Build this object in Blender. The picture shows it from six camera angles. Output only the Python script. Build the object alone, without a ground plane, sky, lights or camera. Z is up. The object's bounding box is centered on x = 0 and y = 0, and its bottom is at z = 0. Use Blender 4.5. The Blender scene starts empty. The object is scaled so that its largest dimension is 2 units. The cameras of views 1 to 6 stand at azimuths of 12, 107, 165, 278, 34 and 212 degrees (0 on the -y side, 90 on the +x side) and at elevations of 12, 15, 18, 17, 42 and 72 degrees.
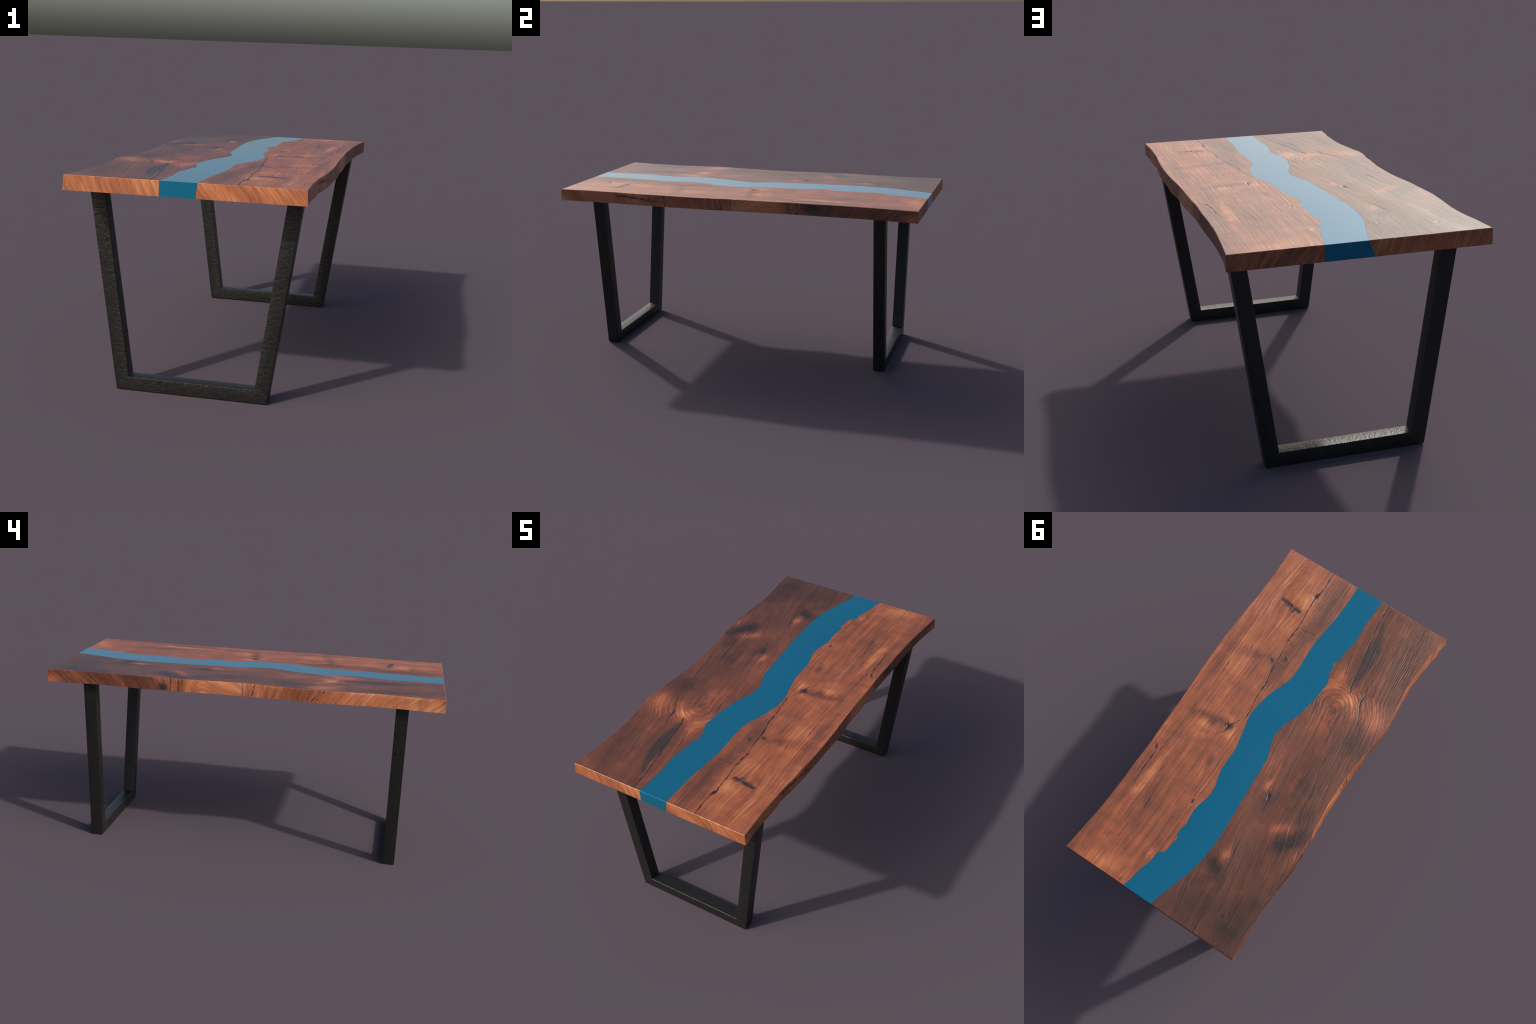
import bpy, bmesh, math
import numpy as np

# ------------------------------------------------------------------ sizes
ZT, ZB = 0.9380, 0.8755          # top and underside of the tabletop
CH = 0.0018                      # small chamfer round the tabletop

# ------------------------------------------------------------------ outlines, (y, x) control points
RIVER_E = [(-1, .062), (-.924, .060), (-.847, .061), (-.799, .061), (-.733, .067), (-.667, .071), (-.599, .077),
           (-.546, .076), (-.485, .071), (-.426, .067), (-.387, .067), (-.354, .071), (-.320, .079), (-.280, .093),
           (-.236, .109), (-.191, .120), (-.143, .128), (-.096, .132), (-.051, .130), (.005, .115), (.044, .108),
           (.093, .095), (.137, .089), (.180, .089), (.226, .088), (.266, .085), (.305, .074), (.348, .061),
           (.386, .057), (.405, .059), (.453, .070), (.504, .079), (.546, .074), (.579, .070), (.618, .077),
           (.646, .077), (.671, .063), (.703, .070), (.729, .070), (.750, .073), (.771, .095), (.796, .106),
           (.806, .104), (.838, .109), (.892, .124), (.947, .133), (1, .145)]
RIVER_W = [(-1, -.093), (-.955, -.090), (-.920, -.091), (-.873, -.090), (-.833, -.090), (-.778, -.094), (-.723, -.097),
           (-.669, -.091), (-.630, -.086), (-.585, -.083), (-.566, -.075), (-.547, -.066), (-.539, -.075),
           (-.519, -.080), (-.495, -.078), (-.475, -.089), (-.454, -.099), (-.429, -.103), (-.388, -.100),
           (-.333, -.099), (-.281, -.088), (-.232, -.080), (-.187, -.068), (-.142, -.050), (-.097, -.039),
           (-.057, -.035), (-.005, -.044), (.029, -.057), (.076, -.072), (.116, -.076), (.166, -.080), (.215, -.083),
           (.274, -.088), (.328, -.092), (.389, -.097), (.439, -.100), (.496, -.104), (.549, -.106), (.598, -.106),
           (.650, -.103), (.722, -.095), (.784, -.081), (.840, -.063), (.899, -.047), (.946, -.033), (1, -.020)]
EDGE_E_TOP = [(-1, .492), (-.93, .489), (-.83, .483), (-.74, .483), (-.66, .483), (-.57, .488), (-.50, .491),
              (-.42, .4935), (-.32, .4945), (-.22, .492), (-.12, .486), (-.03, .481), (.06, .477), (.16, .475),
              (.25, .473), (.35, .469), (.46, .471), (.55, .469), (.64, .470), (.72, .472), (.80, .477), (.88, .483),
              (1, .4935)]
EDGE_E_BOT = [(-1, .494), (-.92, .487), (-.83, .485), (-.76, .486), (-.67, .482), (-.58, .489), (-.46, .494),
              (-.36, .494), (-.26, .492), (-.15, .494), (-.02, .484), (.08, .483), (.15, .480), (.26, .475),
              (.33, .471), (.47, .472), (.66, .470), (.75, .472), (.85, .477), (1, .4945)]
EDGE_W_TOP = [(-1, -.489), (-.968, -.480), (-.944, -.479), (-.923, -.479), (-.893, -.474), (-.857, -.468),
              (-.822, -.468), (-.792, -.465), (-.752, -.464), (-.704, -.462), (-.657, -.462), (-.621, -.464),
              (-.573, -.470), (-.526, -.475), (-.473, -.481), (-.430, -.489), (-.400, -.492), (-.374, -.491),
              (-.344, -.490), (-.315, -.485), (-.280, -.479), (-.241, -.476), (-.200, -.474), (-.159, -.469),
              (-.112, -.464), (-.068, -.460), (-.02, -.460), (.04, -.460), (.09, -.461), (.135, -.464), (.181, -.469),
              (.227, -.475), (.270, -.479), (.300, -.482), (.331, -.482), (.371, -.485), (.421, -.487), (.480, -.490),
              (.530, -.487), (.572, -.485), (.621, -.481), (.665, -.477), (.714, -.474), (.744, -.474), (.786, -.476),
              (.832, -.480), (.884, -.486), (.937, -.489), (1, -.4935)]
EDGE_W_BOT = [(-1, -.494), (-.966, -.486), (-.941, -.485), (-.915, -.488), (-.895, -.487), (-.864, -.479),
              (-.834, -.478), (-.799, -.474), (-.750, -.472), (-.719, -.469), (-.676, -.468), (-.628, -.472),
              (-.569, -.476), (-.507, -.482), (-.45, -.489), (-.415, -.493), (-.376, -.492), (-.345, -.491),
              (-.321, -.489), (-.282, -.481), (-.245, -.477), (-.193, -.478), (-.141, -.476), (-.095, -.474),
              (-.046, -.474), (.001, -.472), (.050, -.474), (.100, -.475), (.155, -.474), (.208, -.480), (.255, -.483),
              (.290, -.485), (.332, -.485), (.381, -.490), (.423, -.490), (.469, -.493), (.508, -.491), (.551, -.489),
              (.587, -.486), (.648, -.482), (.691, -.478), (.739, -.476), (.782, -.478), (.832, -.482), (.879, -.487),
              (.932, -.491), (1, -.4945)]


def outline(points):
    """Smooth curve x(y) through control points (monotone-slope Hermite)."""
    p = np.array(points, float)
    y, x = p[:, 0], p[:, 1]
    d = np.diff(x) / np.diff(y)
    m = np.concatenate([[d[0]], np.where(d[1:] * d[:-1] > 0, 2 * d[1:] * d[:-1] / (d[1:] + d[:-1] + 1e-12), 0), [d[-1]]])

    def f(q):
        q = np.clip(q, y[0], y[-1])
        i = np.clip(np.searchsorted(y, q) - 1, 0, len(y) - 2)
        h = y[i + 1] - y[i]
        t = (q - y[i]) / h
        return ((2 * t**3 - 3 * t**2 + 1) * x[i] + (t**3 - 2 * t**2 + t) * h * m[i]
                + (-2 * t**3 + 3 * t**2) * x[i + 1] + (t**3 - t**2) * h * m[i + 1])
    return f


river_e, river_w = outline(RIVER_E), outline(RIVER_W)
edge_e = (outline(EDGE_E_TOP), outline(EDGE_E_BOT))
edge_w = (outline(EDGE_W_TOP), outline(EDGE_W_BOT))
# the sawn walls of the river lean a little
wall_e = (river_e, lambda y: river_e(y) - 0.0035 + 0.0035 * np.clip(y, -1, 1))
wall_w = (river_w, lambda y: river_w(y) - 0.001 - 0.023 * np.clip(y, 0, 1) ** 2)

# ------------------------------------------------------------------ wood figure: (y, x, half width)
CRACKS_E = [
    [(-.999, .222, .0016), (-.939, .215, .0024), (-.894, .212, .002), (-.850, .216, .003), (-.822, .219, .005),
     (-.800, .219, .0025), (-.768, .214, .0016), (-.717, .212, .002), (-.665, .203, .0015), (-.621, .200, .0024),
     (-.574, .201, .0034), (-.540, .204, .004), (-.522, .203, .002), (-.471, .194, .0016), (-.423, .188, .0024),
     (-.384, .188, .002), (-.324, .178, .0036), (-.300, .173, .0026), (-.262, .162, .0034), (-.211, .164, .002),
     (-.156, .157, .0014), (-.097, .147, .0014), (-.052, .143, .002), (-.040, .142, 0)],
    [(-.06, .142, 0), (.005, .170, .0014), (.030, .188, .004), (.042, .193, .004), (.060, .190, .003), (.080, .192, .0022),
     (.1, .208, .0012), (.12, .224, 0)],
    [(.306, .462, .001), (.314, .448, .003), (.323, .436, .005), (.335, .430, .005), (.358, .424, .003), (.411, .417, .0016), (.461, .420, .0022),
     (.519, .414, .0014), (.575, .409, 0)],
    [(.41, .118, 0), (.445, .112, .0014), (.475, .113, .0018), (.49, .114, 0)],
    [(-.42, .345, 0), (-.40, .343, .0014), (-.37, .34, .001), (-.35, .34, 0)],
    [(-.28, .395, 0), (-.25, .39, .0014), (-.2, .388, .001), (-.18, .386, 0)],
    [(.40, .312, 0), (.5, .305, .001), (.62, .292, .0012), (.7, .282, 0)],
    [(.18, .395, 0), (.26, .405, .0016), (.34, .405, .001), (.40, .4, 0)],
]
CRACKS_W = [
    [(-.998, -.131, .0024), (-.939, -.136, .0024), (-.873, -.141, .0016), (-.772, -.163, .002), (-.731, -.169, .0024),
     (-.642, -.189, .0016), (-.560, -.200, .0022), (-.500, -.213, .003), (-.475, -.220, .004), (-.455, -.232, .001), (-.44, -.24, 0)],
    [(-.54, -.290, 0), (-.510, -.296, .0016), (-.478, -.301, .0020), (-.445, -.301, .0034), (-.415, -.310, .0020), (-.380, -.332, .0024), (-.329, -.354, .002),
     (-.273, -.365, 0)],
    [(-.215, -.360, 0), (-.127, -.384, .0014), (-.090, -.393, .0014), (-.002, -.401, .0016), (.069, -.417, .0018),
     (.14, -.422, 0)],
    [(-.075, -.305, 0), (.020, -.337, .0012), (.08, -.352, .0022), (.117, -.361, .0018), (.185, -.366, .001), (.224, -.372, .001),
     (.278, -.393, .0018), (.305, -.425, 0)],
    [(.225, -.183, .002), (.240, -.188, .003), (.284, -.203, .0015), (.321, -.208, .0012), (.37, -.211, 0)],
    [(.455, -.197, 0), (.527, -.198, .0014), (.588, -.211, .0024), (.650, -.220, .0022), (.71, -.229, 0)],
    [(.89, -.245, 0), (.946, -.253, .0016), (.985, -.259, .0022), (.999, -.262, .002)],
    [(.52, -.453, 0), (.609, -.459, .0016), (.68, -.468, 0)],
    [(-.80, -.205, 0), (-.72, -.222, .0018), (-.62, -.24, .0012), (-.58, -.246, 0)],
    [(-.68, -.118, 0), (-.62, -.128, .0014), (-.56, -.145, .0018), (-.50, -.16, 0)],
    [(-.9, -.29, 0), (-.8, -.31, .001), (-.68, -.33, .001), (-.6, -.335, 0)],
    [(-.36, -.10, 0), (-.31, -.115, .0016), (-.27, -.125, .0018), (-.24, -.13, 0)],
]
# strokes across the grain: (x0, y0, x1, y1, half width, depth)
STROKES_E = [(.357, -.718, .305, -.712, .0125, .0012), (.305, -.712, .245, -.698, .008, .0008), (.203, -.533, .163, -.509, .0035, .0006),
             (.190, -.621, .105, -.630, .007, .0005), (.226, .114, .193, .070, .0016, .001)]
STROKES_W = [(-.365, .416, -.396, .402, .0045, .0004)]
# knots round which the fibres bend: (x, y, radius across, radius along, pit depth)
KNOTS_E = [(.219, -.824, .012, .014, .004), (.209, -.385, .008, .008, .003), (.158, -.436, .007, .007, .002), (.151, -.248, .005, .006, .002),
           (.193, .040, .013, .012, .005), (.114, .480, .007, .009, .002), (.128, .812, .010, .012, .002), (.181, .985, .008, .01, .002), (.30, -.710, .045, .03, .0)]
KNOTS_W = [(-.187, .238, .011, .014, .004), (-.317, -.079, .005, .006, .002), (-.257, -.092, .004, .005, .001), (-.395, .400, .06, .05, .0),
           (-.165, .675, .03, .04, .001), (-.336, .867, .010, .010, .002), (-.122, .815, .005, .012, .002), (-.463, .445, .006, .008, .001)]
# tinted clouds: (x, y, radius across, radius along, turn in degrees, amount); + golden, - brown
CLOUDS_E = [(.313, .106, .045, .022, 10, .28), (.272, .150, .04, .016, 20, .24), (.160, .070, .022, .025, 20, .34), (.167, .325, .02, .05, 5, .2),
            (.368, .42, .020, .13, 0, .42), (.375, .575, .014, .035, 0, .25), (.295, .955, .09, .045, 10, .20), (.128, .800, .016, .025, 0, .3),
            (.30, .055, .10, .022, 10, -.48), (.285, -.375, .095, .024, 14, -.36), (.167, .263, .022, .045, 5, -.42), (.10, -.28, .05, .10, 0, -.34),
            (.15, -.40, .04, .12, 0, -.34), (.12, -.70, .06, .26, 0, -.36), (.25, -.78, .035, .05, 0, .36), (.41, -.85, .03, .16, 0, .22), (.27, .60, .07, .14, 0, -.12), (.44, .62, .05, .28, 0, -.10),
            (.30, -.60, .10, .05, 0, .14), (.20, -.01, .04, .02, 0, .25), (.34, -.26, .10, .05, 0, .12), (.22, .78, .05, .12, 0, -.16), (.24, .2, .05, .1, 0, -.1), (.46, .42, .03, .09, 0, -.18)]
CLOUDS_W = [(-.405, .378, .095, .038, 46, -.85), (-.172, .685, .050, .032, -40, -.75), (-.330, .345, .085, .030, 40, .42), (-.178, .59, .018, .05, 0, .5),
            (-.160, .190, .016, .030, 0, .55), (-.20, .24, .04, .05, 0, -.35), (-.463, .45, .022, .07, 0, .42), (-.25, -.425, .08, .055, -12, .60), (-.14, -.50, .035, .08, 0, .45), (-.10, -.40, .03, .05, 0, .25),
            (-.42, -.40, .07, .07, 0, .50), (-.385, -.22, .07, .075, 0, -.45), (-.33, .06, .09, .16, 0, -.28), (-.42, .24, .05, .10, 0, -.35), (-.19, -.22, .04, .09, 0, .22),
            (-.25, .12, .03, .10, 0, .18), (-.13, .06, .035, .12, 0, .12), (-.36, -.75, .11, .17, 0, -.16), (-.25, .87, .16, .12, 0, -.30), (-.42, .85, .08, .2, 0, -.34), (-.19, .45, .05, .1, 0, .14), (-.30, .58, .07, .08, 0, -.18), (-.44, .58, .03, .06, 0, .15)]
# charcoal stains, same layout
STAINS_E = [(.217, -.830, .013, .022, 0, 1.3), (.209, -.385, .016, .012, 0, 1.2), (.158, -.436, .012, .012, 0, 1.1), (.151, -.250, .008, .013, 0, 1.1), (.114, .472, .009, .018, 0, .9), (.320, -.708, .040, .018, 0, .8), (.262, -.700, .030, .018, 10, .8), (.195, .038, .018, .015, 0, 1.3), (.168, .262, .014, .022, 0, .3), (.432, .33, .007, .016, 0, .5)]
STAINS_W = [(-.194, -.745, .022, .11, 8, 1.0), (-.212, -.60, .020, .11, 8, .9), (-.225, -.70, .016, .10, 8, .5), (-.168, -.87, .010, .05, 8, .7), (-.40, .385, .065, .020, 46, .55), (-.189, .240, .016, .020, 0, 1.2), (-.336, .867, .012, .014, 0, .7), (-.122, .815, .006, .018, 0, .7), (-.317, -.079, .007, .008, 0, .7), (-.172, .685, .035, .020, -40, .5)]
ARCH_X, ARCH_Y, ARCH_LEAN = -.206, -.33, -.14      # crown and axis of the cathedral figure


# ------------------------------------------------------------------ relief of the wood, in numpy
def sstep(a, b, v):
    t = np.clip((v - a) / (b - a), 0, 1)
    return t * t * (3 - 2 * t)


def value_noise(u, v, seed):
    r = np.random.RandomState(seed).rand(256, 256)
    iu, iv = np.floor(u).astype(int), np.floor(v).astype(int)
    fu, fv = u - iu, v - iv
    fu, fv = fu * fu * (3 - 2 * fu), fv * fv * (3 - 2 * fv)
    g = lambda a, b: r[a & 255, b & 255]
    return ((g(iu, iv) * (1 - fu) + g(iu + 1, iv) * fu) * (1 - fv) + (g(iu, iv + 1) * (1 - fu) + g(iu + 1, iv + 1) * fu) * fv) - .5


def arch_rho(x, y):
    return np.sqrt((x - ARCH_X - ARCH_LEAN * (y - ARCH_Y)) ** 2 + (np.maximum(np.minimum(y - ARCH_Y, 0), -.16) * .85) ** 2 + .0014)


def relief(x, y, cracks, strokes, knots, west):
    h = 0.0004 * value_noise(x * 14, y * 5, 3) + 0.00035 * value_noise(x * 90, y * 7, 4)
    if west:
        rho = arch_rho(x, y)
        m = np.exp(-(((x - ARCH_X) / .13) ** 2 + ((y - ARCH_Y + .02) / .17) ** 2))
        h = h + m * .0002 * np.sin(rho * 2 * np.pi * 52 + 9 * value_noise(x * 20, y * 20, 5))
        m = np.exp(-(((x + .40) / .05) ** 2 + ((y + .72) / .20) ** 2))
        h = h + m * .0004 * np.sin(x * 2 * np.pi * 95 + y * 12 + 5 * value_noise(x * 25, y * 4, 6))
    else:
        m = .35 + .65 * np.exp(-((y + .1) / .5) ** 2)
        h = h + m * .0003 * value_noise(x * 22, y * 26, 8)
    for k in cracks:
        p = np.array(k)
        xc, w = np.interp(y, p[:, 0], p[:, 1]), np.interp(y, p[:, 0], p[:, 2], 0, 0)
        h = h - np.minimum(.0012, w * .5) * (1 - sstep(0, 1, np.abs(x - xc) / (w * 1.6 + 1e-5)))
    for x0, y0, x1, y1, w, d in strokes:
        t = np.clip(((x - x0) * (x1 - x0) + (y - y0) * (y1 - y0)) / ((x1 - x0) ** 2 + (y1 - y0) ** 2), 0, 1)
        r = np.hypot(x - x0 - t * (x1 - x0), y - y0 - t * (y1 - y0))
        h = h - d * (1 - sstep(.5, 1.2, r / w))
    for kx, ky, a, b, d in knots:
        q = ((x - kx) / a) ** 2 + ((y - ky) / b) ** 2
        q = q * (1 + 1.2 * value_noise(x * 130, y * 110, 12))
        h = h + .0004 * np.exp(-((np.sqrt(q) - 1.7) / .7) ** 2) * (d > 0) - .4 * d * np.exp(-q * 1.6)
    return h


# ------------------------------------------------------------------ node language
class Val:
    """A shader socket that can be written in formulas."""
    def __init__(self, tree, sock):
        self.t, self.s = tree, sock

    def _op(self, op, b=None, c=None):
        n = self.t.nodes.new('ShaderNodeMath')
        n.operation = op
        for i, v in enumerate((self, b, c)):
            if v is None:
                continue
            if isinstance(v, Val):
                self.t.links.new(v.s, n.inputs[i])
            else:
                n.inputs[i].default_value = v
        return Val(self.t, n.outputs[0])

    def const(self, v):
        n = self.t.nodes.new('ShaderNodeValue')
        n.outputs[0].default_value = v
        return Val(self.t, n.outputs[0])

    def __add__(s, o): return s._op('ADD', o)
    __radd__ = __add__
    def __sub__(s, o): return s._op('SUBTRACT', o)
    def __rsub__(s, o): return (s * -1) + o
    def __mul__(s, o): return s._op('MULTIPLY', o)
    __rmul__ = __mul__
    def __truediv__(s, o): return s._op('DIVIDE', o)
    def __abs__(s): return s._op('ABSOLUTE')
    def exp(s): return s._op('EXPONENT')
    def sqrt(s): return s._op('SQRT')
    def sin(s): return s._op('SINE')
    def min(s, o): return s._op('MINIMUM', o)
    def max(s, o): return s._op('MAXIMUM', o)
    def sq(s): return s._op('MULTIPLY', s)

    def step(s, a, b, lo=0., hi=1.):
        n = s.t.nodes.new('ShaderNodeMapRange')
        n.interpolation_type = 'SMOOTHSTEP'
        s.t.links.new(s.s, n.inputs[0])
        for i, v in enumerate((a, b, lo, hi)):
            if isinstance(v, Val):
                s.t.links.new(v.s, n.inputs[i + 1])
            else:
                n.inputs[i + 1].default_value = v
        return Val(s.t, n.outputs[0])


class Sheet:
    """One material under construction."""
    def __init__(self, name):
        self.mat = bpy.data.materials.new(name)
        self.mat.use_nodes = True
        self.t = self.mat.node_tree
        self.bsdf = self.t.nodes['Principled BSDF']
        co = self.t.nodes.new('ShaderNodeTexCoord')
        se = self.t.nodes.new('ShaderNodeSeparateXYZ')
        self.t.links.new(co.outputs['Object'], se.inputs[0])
        self.x, self.y, self.z = (Val(self.t, o) for o in se.outputs)

    def noise(self, a, b, c=None, detail=2., rough=.5, distort=0.):
        cv = self.t.nodes.new('ShaderNodeCombineXYZ')
        for i, v in enumerate((a, b, c)):
            if v is not None:
                self.t.links.new(v.s, cv.inputs[i])
        n = self.t.nodes.new('ShaderNodeTexNoise')
        n.noise_dimensions = '2D' if c is None else '3D'
        n.inputs['Scale'].default_value = 1
        n.inputs['Detail'].default_value = detail
        n.inputs['Roughness'].default_value = rough
        n.inputs['Distortion'].default_value = distort
        self.t.links.new(cv.outputs[0], n.inputs['Vector'])
        return Val(self.t, n.outputs[0])

    def curve(self, v, pts, lo, hi):
        """Piecewise linear function of v (v between -1 and 1) with values lo..hi."""
        n = self.t.nodes.new('ShaderNodeFloatCurve')
        c = n.mapping.curves[0]
        p = [((q[0] + 1) / 2, (q[1] - lo) / (hi - lo)) for q in pts]
        if p[0][0] > 0.001:
            p.insert(0, (0., p[0][1]))
        if p[-1][0] < .999:
            p.append((1., p[-1][1]))
        c.points[0].location, c.points[1].location = p[0], p[-1]
        for q in p[1:-1]:
            c.points.new(*q)
        for q in c.points:
            q.handle_type = 'VECTOR'
        n.mapping.update()
        self.t.links.new(((v + 1.) * .5).s, n.inputs['Value'])
        return Val(self.t, n.outputs[0]) * (hi - lo) + lo

    def ramp(self, v, stops):
        n = self.t.nodes.new('ShaderNodeValToRGB')
        e = n.color_ramp.elements
        while len(e) < len(stops):
            e.new(.5)
        for k, (p, c) in zip(e, stops):
            k.position = p
            k.color = (*c, 1)
        self.t.links.new(v.s, n.inputs[0])
        return n.outputs[0]

    def mix(self, f, a, b):
        n = self.t.nodes.new('ShaderNodeMix')
        n.data_type = 'RGBA'
        for s, v in ((n.inputs[0], f.s), (n.inputs[6], a), (n.inputs[7], b)):
            if isinstance(v, tuple):
                s.default_value = (*v, 1)
            else:
                self.t.links.new(v, s)
        return n.outputs[2]

    def cloud(self, x, y, c):
        cx, cy, a, b, turn, amount = c
        ca, sa = math.cos(math.radians(turn)), math.sin(math.radians(turn))
        dx, dy = x - cx, y - cy
        p = dx * (ca / a) + dy * (sa / a)
        q = dx * (-sa / b) + dy * (ca / b)
        return ((p.sq() + q.sq()) * -1).exp() * amount

    def finish(self, color, rough, height=None, dist=.001, strength=1.):
        L = self.t.links.new
        L(color, self.bsdf.inputs['Base Color'])
        if isinstance(rough, Val):
            L(rough.s, self.bsdf.inputs['Roughness'])
        else:
            self.bsdf.inputs['Roughness'].default_value = rough
        if height is not None:
            b = self.t.nodes.new('ShaderNodeBump')
            b.inputs['Distance'].default_value = dist
            b.inputs['Strength'].default_value = strength
            L(height.s, b.inputs['Height'])
            L(b.outputs[0], self.bsdf.inputs['Normal'])
        return self.mat


WOOD = [(0.0, (.026, .014, .010)), (.22, (.076, .028, .017)), (.45, (.158, .050, .026)), (.65, (.320, .091, .038)),
        (.82, (.450, .155, .060)), (1.0, (.580, .270, .105))]


def face_wood(name, cracks, strokes, knots, clouds, stains, west):
    s = Sheet(name)
    x, y = s.x, s.y
    u = x + (s.noise(x * 2.2, y * 1.4) - .5) * (.04 if west else .018) + (s.noise(x * 10, y * 6) - .5) * .006
    for kx, ky, a, b, d in knots:
        dx, dy = x - kx, y - ky
        g = ((dx.sq() * (1 / (2.2 * a) ** 2) + dy.sq() * (1 / (4.5 * b) ** 2)) * -1).exp()
        u = u - dx * g * (.7 if d > 0 else .5)
    third = None
    if west:
        du = u - ARCH_X - (y - ARCH_Y) * ARCH_LEAN
        fy = (y - ARCH_Y).min(0.).max(-.16) * .85
        u = (du.sq() + fy.sq() + .0014).sqrt()
        third = du * 4
    broad = s.noise(u * 11, y * 1.6, third, 3, .6)
    streak = s.noise(u * 95, y * 2.0, third, 4, .62)
    fibre = s.noise(u * 320, y * 5.5, third, 3, .65)
    cross = s.noise(x * 14, y * 16, None, 3, .55)
    t = (broad - .5) * .46 + (streak - .5) * .36 + (fibre - .5) * .40 + (cross - .5) * .24 + (.385 if west else .62)
    t = t - y.step(-.3, .8) * .05
    rings = None
    if west:
        am = s.cloud(x, y, (ARCH_X - .01, ARCH_Y - .05, .15, .20, 0, 1.))
        rings = ((u * 330) + (s.noise(x * 20, y * 20, None, 3) - .5) * 11).sin() * am * (s.noise(x * 14, y * 11, None, 2).step(.3, .65, .25, 1.2))
        t = t + rings * .05
    # wavy edges for the clouds so that they follow the fibres
    wx = x + (s.noise(x * 30, y * 9, None, 3, .6) - .5) * .045 + (streak - .5) * .030 + (fibre - .5) * .022
    wy = y + (s.noise(x * 22, y * 6, None, 3) - .5) * .06 + (fibre - .5) * .05
    for c in clouds:
        t = t + s.cloud(wx, wy, c) * (streak * 1.7 + fibre * .7 - .2) * (.62 if c[5] > 0 else .50)
    col = s.ramp(t, WOOD)
    st = None
    for c in stains:
        v = s.cloud(wx, wy, c)
        st = v if st is None else st + v
    st = (st * (streak * 1.5 + fibre * 1.1 - .25)).step(.10, .90) * .90
    col = s.mix(st, col, (.036, .026, .021))
    cm = None
    vary = s.noise(x * 8, y * 38, None, 3, .65).step(.30, .72, .35, 2.1)
    jx = x + (s.noise(x * 0 + y * 90, y * 35) - .5) * .0016
    for k in cracks:
        xc = s.curve(y, [(p[0], p[1]) for p in k], -.5, .5)
        wide = [(p[0], p[2]) for p in k]
        if k[0][0] > -.99:
            wide.insert(0, (k[0][0] - .006, 0.))
        if k[-1][0] < .99:
            wide.append((k[-1][0] + .006, 0.))
        w = s.curve(y, wide, 0., .01)
        v = (abs(jx - xc) / (w * vary + .0005)).step(1.35, .55) * w.step(.00005, .0010)
        cm = v if cm is None else cm.max(v)
    for x0, y0, x1, y1, w, d in strokes:
        L2 = (x1 - x0) ** 2 + (y1 - y0) ** 2
        h = ((wx - x0) * ((x1 - x0) / L2) + (y - y0) * ((y1 - y0) / L2)).max(0.).min(1.)
        r = ((x - x0 - h * (x1 - x0)).sq() + (y - y0 - h * (y1 - y0)).sq()).sqrt()
        cm = cm.max(r.step(w * 1.15, w * .5) * (.55 if d == .0005 else .95))
    for kx, ky, a, b, d in knots:
        if d > .0015:
            q = (x - kx).sq() * (1 / a ** 2) + (y - ky).sq() * (1 / b ** 2)
            cm = cm.max((q + (cross - .5) * 1.5).step(.8, .1) * min(.9, d * 200))
    col = s.mix(cm * .92, col, (.022, .016, .014))
    h = (streak - .5) * 1.1 + (fibre - .5) * .75
    if west:
        h = h + rings * .3
    s.bsdf.inputs['IOR'].default_value = 1.5
    return s.finish(col, (streak - .5) * .14 + .41, h, .0018, .8)


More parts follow.
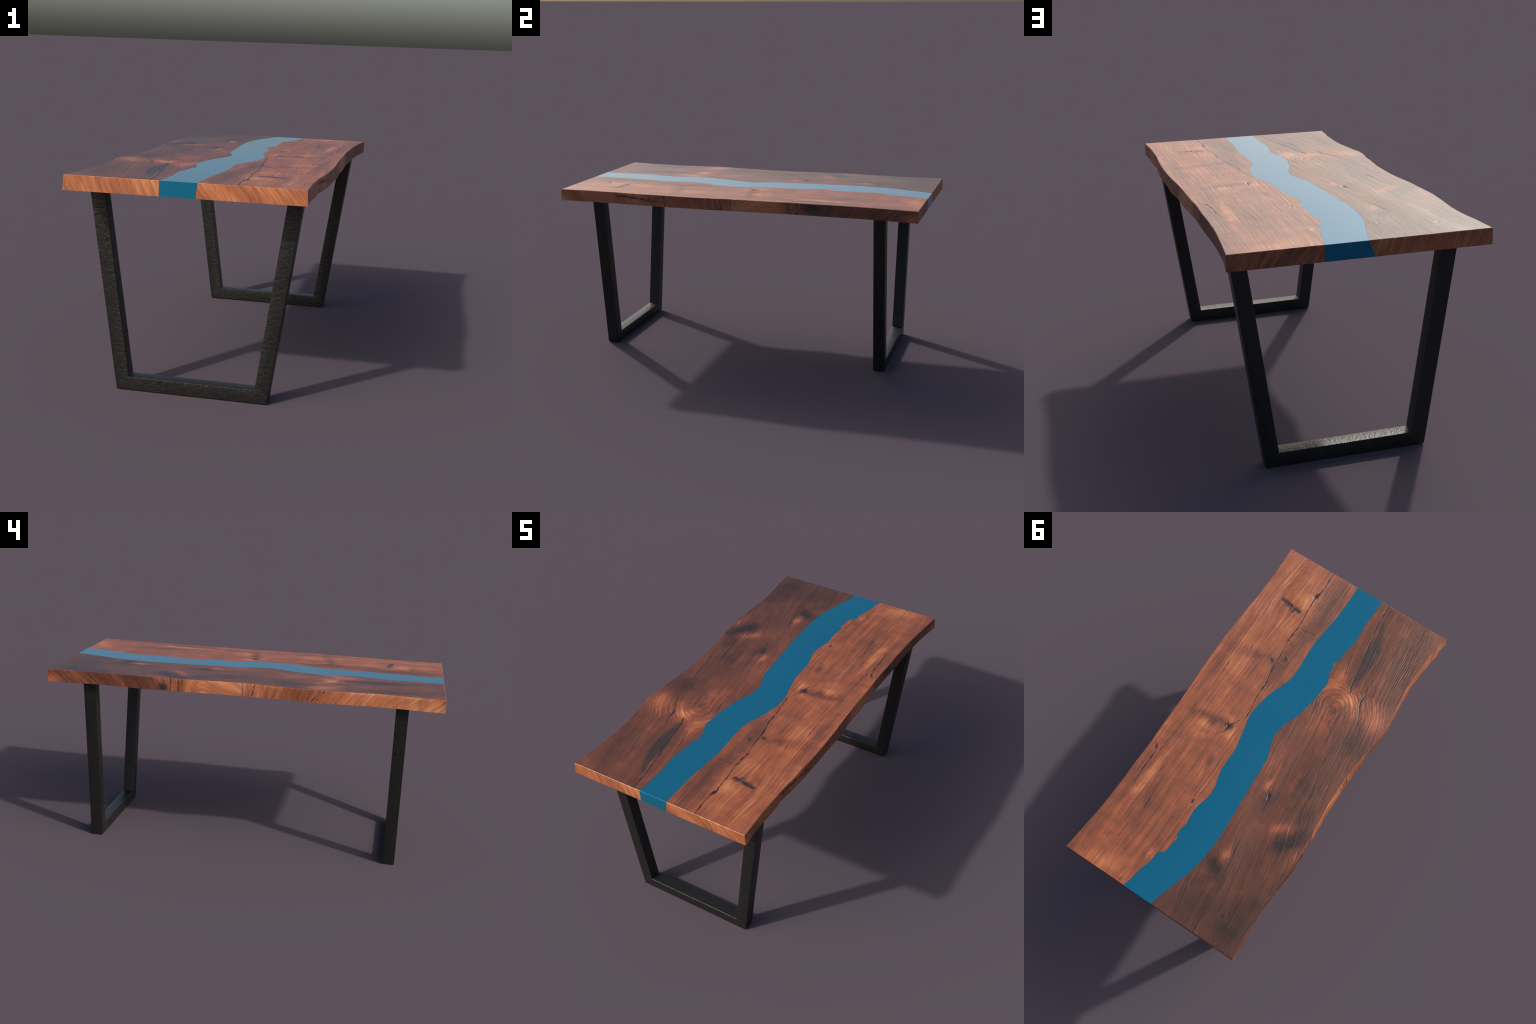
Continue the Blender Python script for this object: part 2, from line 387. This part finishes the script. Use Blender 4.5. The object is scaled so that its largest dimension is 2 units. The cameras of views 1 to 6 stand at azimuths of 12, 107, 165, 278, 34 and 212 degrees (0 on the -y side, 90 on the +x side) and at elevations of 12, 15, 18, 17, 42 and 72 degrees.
def edge_wood(name, axis):
    """End-grain bands on the narrow faces; axis 'y' runs along the long sides, 'x' across the ends."""
    s = Sheet(name)
    z = s.z - .907
    if axis == 'y':
        y = s.y + (s.noise(s.y * 5, s.z * 9, s.x * 1.2) - .5) * .03
        u = y + z * (y * -1.25) + (s.noise(s.y * 14, s.z * 25, s.x * 2) - .5) * .02
        # flame figure just beyond the middle
        fm = s.y.step(-.002, .004) * s.y.step(.34, .20)
        fu = (s.z - ZB + .006) / (s.y + .03) * .22 + (s.y * 22).sin() * .02
        u = u + (fu - u) * fm
    else:
        u = s.x + z * (s.x.step(-.1, .1, .38, .70)) + (s.noise(s.x * 5, s.z * 12, s.y * 3) - .5) * .03
        fm = None
    band = s.noise(u * 52, z * 6, s.x * 2 if axis == 'y' else s.y, 3, .6)
    fine = s.noise(u * 210, z * 18, s.x * 2 if axis == 'y' else s.y, 2, .6)
    slow = s.noise(u * 5, z * 3, s.x * 2 if axis == 'y' else s.y, 2, .5)
    t = (band - .5) * .80 + (fine - .5) * .48 + (slow - .5) * .85 + .56
    if axis == 'y':
        t = t + s.y.step(-.35, -.75) * .13 - s.y.step(.25, .5) * .27 - s.y.step(-.30, -.10) * s.y.step(.0, -.05) * .10 + fm * .14 + s.cloud(s.y, s.z, (.985, .885, .05, .03, 0, .35))
        t = t + s.cloud(s.y, s.z, (-.985, .89, .06, .04, 0, .15))
    else:
        t = t + s.y.step(0., -.5) * .12 - s.y.step(0., .5) * s.x.step(0., .1) * .12
    col = s.ramp(t, [(0., (.045, .016, .010)), (.3, (.125, .038, .019)), (.55, (.285, .084, .034)), (.75, (.430, .145, .056)), (1., (.60, .28, .115))])
    if axis == 'y':
        dark = s.cloud(s.y, s.z, (.40, .893, .030, .022, 0, .9)) * s.x.step(0., -.01)
        dark = dark + s.cloud(s.y, s.z, (.44, .915, .06, .03, 0, .85)) * s.x.step(-.01, 0.)
        dark = dark + s.cloud(s.y, s.z, (-.46, .902, .07, .010, 0, .6)) * s.x.step(-.01, 0.)
        h = ((s.y + .66) * (1 / .20)).max(0.).min(1.)
        r = ((s.y + .66 - h * .20).sq() + (s.z - (h * -.006 + .9185)).sq()).sqrt()
        dark = dark + (r + (s.noise(s.y * 22, s.z * 90, None, 3) - .5) * .016 + h * .003).step(.0085, .003) * s.x.step(-.01, 0.)
        dark = (dark * (band + .55)).step(.1, .9)
        wig = s.noise(s.y * 30, s.z * 70, s.x * 3, 3, .6)
        thick = s.noise(s.y * 20, s.z * 60, s.x * 3 + 4., 2).step(.3, .7) * 1.5
        for y0, y1, w in ((.362, .360, .004), (.323, .322, .0022), (-.39, -.345, .0035), (-.415, -.368, .003), (-.062, -.050, .003), (.300, .322, .002)):
            f = (s.z - ZB) * (1 / (ZT - ZB))
            d = abs(s.y - (f * (y0 - y1) + y1) + (wig - .5) * .022)
            dark = dark.max((d / (thick + .1)).step(w * 1.5, w * .4) * .92)
        dark = dark.max(abs(s.y + .002).step(.004, .001) * .5)
        col = s.mix(dark * .93, col, (.020, .014, .012))
    return s.finish(col, .46, (band - .5) * 1.2 + (fine - .5) * .6, .0014, .7)


# ------------------------------------------------------------------ mesh builders
def link(name, me, parent, mats):
    ob = bpy.data.objects.new(name, me)
    bpy.context.scene.collection.objects.link(ob)
    ob.parent = parent
    for m in mats:
        me.materials.append(m)
    return ob


def plank(name, inner, outer, ny, nx, mats, parent, lift, ch_in, ch_out, levels=6, wob=0., ch=CH):
    """Closed slab between two edge curves (each a top and a bottom curve), lift(x, y) = relief of the top."""
    yy = np.linspace(-1 + ch, 1 - ch, ny)
    tt = np.linspace(0, 1, nx)
    sg = 1 if outer[0](0.) > inner[0](0.) else -1
    xi, xo = inner[0](yy) + sg * ch_in, outer[0](yy) - sg * ch_out
    X = xi[:, None] + (xo - xi)[:, None] * tt[None]
    Y = np.repeat(yy[:, None], nx, 1)
    verts = [np.stack([X, Y, ZT + lift(X, Y)], -1).reshape(-1, 3)]
    idx = np.arange(ny * nx).reshape(ny, nx)
    a, b, c, d = idx[:-1, :-1], idx[:-1, 1:], idx[1:, 1:], idx[1:, :-1]
    q = np.stack([a, b, c, d] if sg > 0 else [a, d, c, b], -1).reshape(-1, 4)
    faces, mi = q.tolist(), [0] * len(q)
    # boundary ring: along y=-1 end, outer edge, y=+1 end, inner edge
    ring = ([(0, j) for j in range(nx)] + [(i, nx - 1) for i in range(1, ny)]
            + [(ny - 1, j) for j in range(nx - 2, -1, -1)] + [(i, 0) for i in range(ny - 2, 0, -1)])
    ri, rj = np.array(ring).T
    n = len(ring)
    prev = idx[ri, rj]
    ry = yy[ri] / (1 - ch)
    rt = tt[rj]
    base = ny * nx
    kinds = [2] * (nx - 1) + [1] * (ny - 1) + [2] * (nx - 1) + [3] * (ny - 1)
    for k in range(levels):
        f = 0 if k == 0 else k / (levels - 1)
        z = ZT - ch if k == 0 else ZT - ch + (ZB - ZT + ch) * f
        ii = inner[0](ry) * (1 - f) + inner[1](ry) * f
        oo = outer[0](ry) * (1 - f) + outer[1](ry) * f
        x = ii + (oo - ii) * rt
        out = (rt > .999)
        if 0 < k < levels - 1:
            x = x + out * sg * wob * value_noise(ry * 22, np.full(n, z * 40), 21)
        verts.append(np.stack([x, ry, np.full(n, z)], -1))
        cur = base + np.arange(n)
        base += n
        for m in range(n):
            m2 = (m + 1) % n
            quad = [int(prev[m]), int(cur[m]), int(cur[m2]), int(prev[m2])]
            faces.append(quad if sg > 0 else quad[::-1])
            mi.append(0 if (k == 0 and kinds[m] == 3) else kinds[m] if kinds[m] != 3 else 0)
        prev = cur
    low = {rc: int(prev[m]) for m, rc in enumerate(ring)}
    for i in range(ny - 1):
        if i == 0:
            f = [low[(0, j)] for j in range(nx)] + [low[(1, nx - 1)], low[(1, 0)]]
        elif i == ny - 2:
            f = [low[(i, 0)], low[(i, nx - 1)]] + [low[(ny - 1, j)] for j in range(nx - 1, -1, -1)]
        else:
            f = [low[(i, 0)], low[(i, nx - 1)], low[(i + 1, nx - 1)], low[(i + 1, 0)]]
        faces.append(f[::-1] if sg > 0 else f)
        mi.append(0)
    me = bpy.data.meshes.new(name)
    me.from_pydata(np.concatenate(verts).tolist(), [], faces)
    me.polygons.foreach_set('material_index', np.minimum(mi, len(mats) - 1))
    me.polygons.foreach_set('use_smooth', [True] * len(me.polygons))
    me.set_sharp_from_angle(angle=math.radians(38))
    me.update()
    return link(name, me, parent, mats)


def leg_frame_mesh(half_depth=.0314):
    """Welded square-tube trapezoid: foot bar and two splayed uprights, all edges slightly rounded."""
    zt = ZB - .0004
    out = [(-.4495, zt), (-.3290, 0), (.3290, 0), (.4495, zt), (.3868, zt), (.2750, .0578), (-.2750, .0578), (-.3868, zt)]
    bm = bmesh.new()
    a = [bm.verts.new((x, -half_depth, z)) for x, z in out]
    b = [bm.verts.new((x, half_depth, z)) for x, z in out]
    n = len(out)
    bm.faces.new(a)
    bm.faces.new(b[::-1])
    for i in range(n):
        bm.faces.new((a[i], b[i], b[(i + 1) % n], a[(i + 1) % n])[::-1])
    bmesh.ops.recalc_face_normals(bm, faces=bm.faces)
    keep = [e for e in bm.edges if not all(v.co.z > zt - 1e-5 for v in e.verts)]
    bmesh.ops.bevel(bm, geom=keep, offset=.0036, segments=3, profile=.6, affect='EDGES')
    me = bpy.data.meshes.new('leg_frame')
    bm.to_mesh(me)
    bm.free()
    for p in me.polygons:
        p.use_smooth = True
    me.set_sharp_from_angle(angle=math.radians(30))
    return me


# ------------------------------------------------------------------ remaining materials
def resin_material():
    s = Sheet('blue_resin')
    n = s.noise(s.x * 5, s.y * 3, None, 2)
    col = s.ramp(n, [(.3, (.010, .130, .228)), (.7, (.011, .136, .238))])
    s.bsdf.inputs['Metallic'].default_value = .26
    s.bsdf.inputs['IOR'].default_value = 1.1
    s.bsdf.inputs['Specular IOR Level'].default_value = 0.
    s.bsdf.inputs['Coat Weight'].default_value = 1.
    s.bsdf.inputs['Coat IOR'].default_value = 1.23
    s.bsdf.inputs['Coat Roughness'].default_value = .01
    return s.finish(col, .36)


def steel_material():
    s = Sheet('black_hammered_steel')
    wx = s.noise(s.x * 30, s.y * 30, s.z * 30, 2)
    n = s.noise(s.x * 80 + wx * 3, s.y * 80, s.z * 95, 2.5, .55)
    f = s.noise(s.x * 190, s.y * 190, s.z * 230, 2, .5)
    col = s.ramp(n, [(.3, (.0095, .0092, .0085)), (.75, (.0160, .0152, .0138))])
    s.bsdf.inputs['IOR'].default_value = 1.42
    return s.finish(col, (n - .5) * .2 + .40, n + f * .3, .0032, .7)


# ------------------------------------------------------------------ assemble
table = bpy.data.objects.new('river_table', None)
bpy.context.scene.collection.objects.link(table)
table['label'] = 'live-edge walnut table with blue resin river and black steel legs'
table['category'] = 'table'

long_edge, end_edge = edge_wood('live_edge_wood', 'y'), edge_wood('end_grain_wood', 'x')
top_e = face_wood('walnut_light', CRACKS_E, STROKES_E, KNOTS_E, CLOUDS_E, STAINS_E, False)
top_w = face_wood('walnut_dark', CRACKS_W, STROKES_W, KNOTS_W, CLOUDS_W, STAINS_W, True)

plank('wood_slab', wall_e, edge_e, 640, 210, [top_e, long_edge, end_edge], table,
      lambda x, y: relief(x, y, CRACKS_E, STROKES_E, KNOTS_E, False), 0., CH, wob=.0016)
plank('wood_slab', wall_w, edge_w, 640, 210, [top_w, long_edge, end_edge], table,
      lambda x, y: relief(x, y, CRACKS_W, STROKES_W, KNOTS_W, True), 0., CH, wob=.0016)
gap = .0004
plank('resin_river', tuple((lambda y, f=f: f(y) + gap) for f in wall_w), tuple((lambda y, f=f: f(y) - gap) for f in wall_e),
      640, 10, [resin_material()], table, lambda x, y: x * 0 - .0001, 0., 0., ch=.0006)

steel = steel_material()
frame = leg_frame_mesh()
frame.materials.append(steel)
for yc in (-.7962, .7962):
    ob = bpy.data.objects.new('leg_frame', frame)
    bpy.context.scene.collection.objects.link(ob)
    ob.location = (.0024, yc, 0)
    ob.parent = table
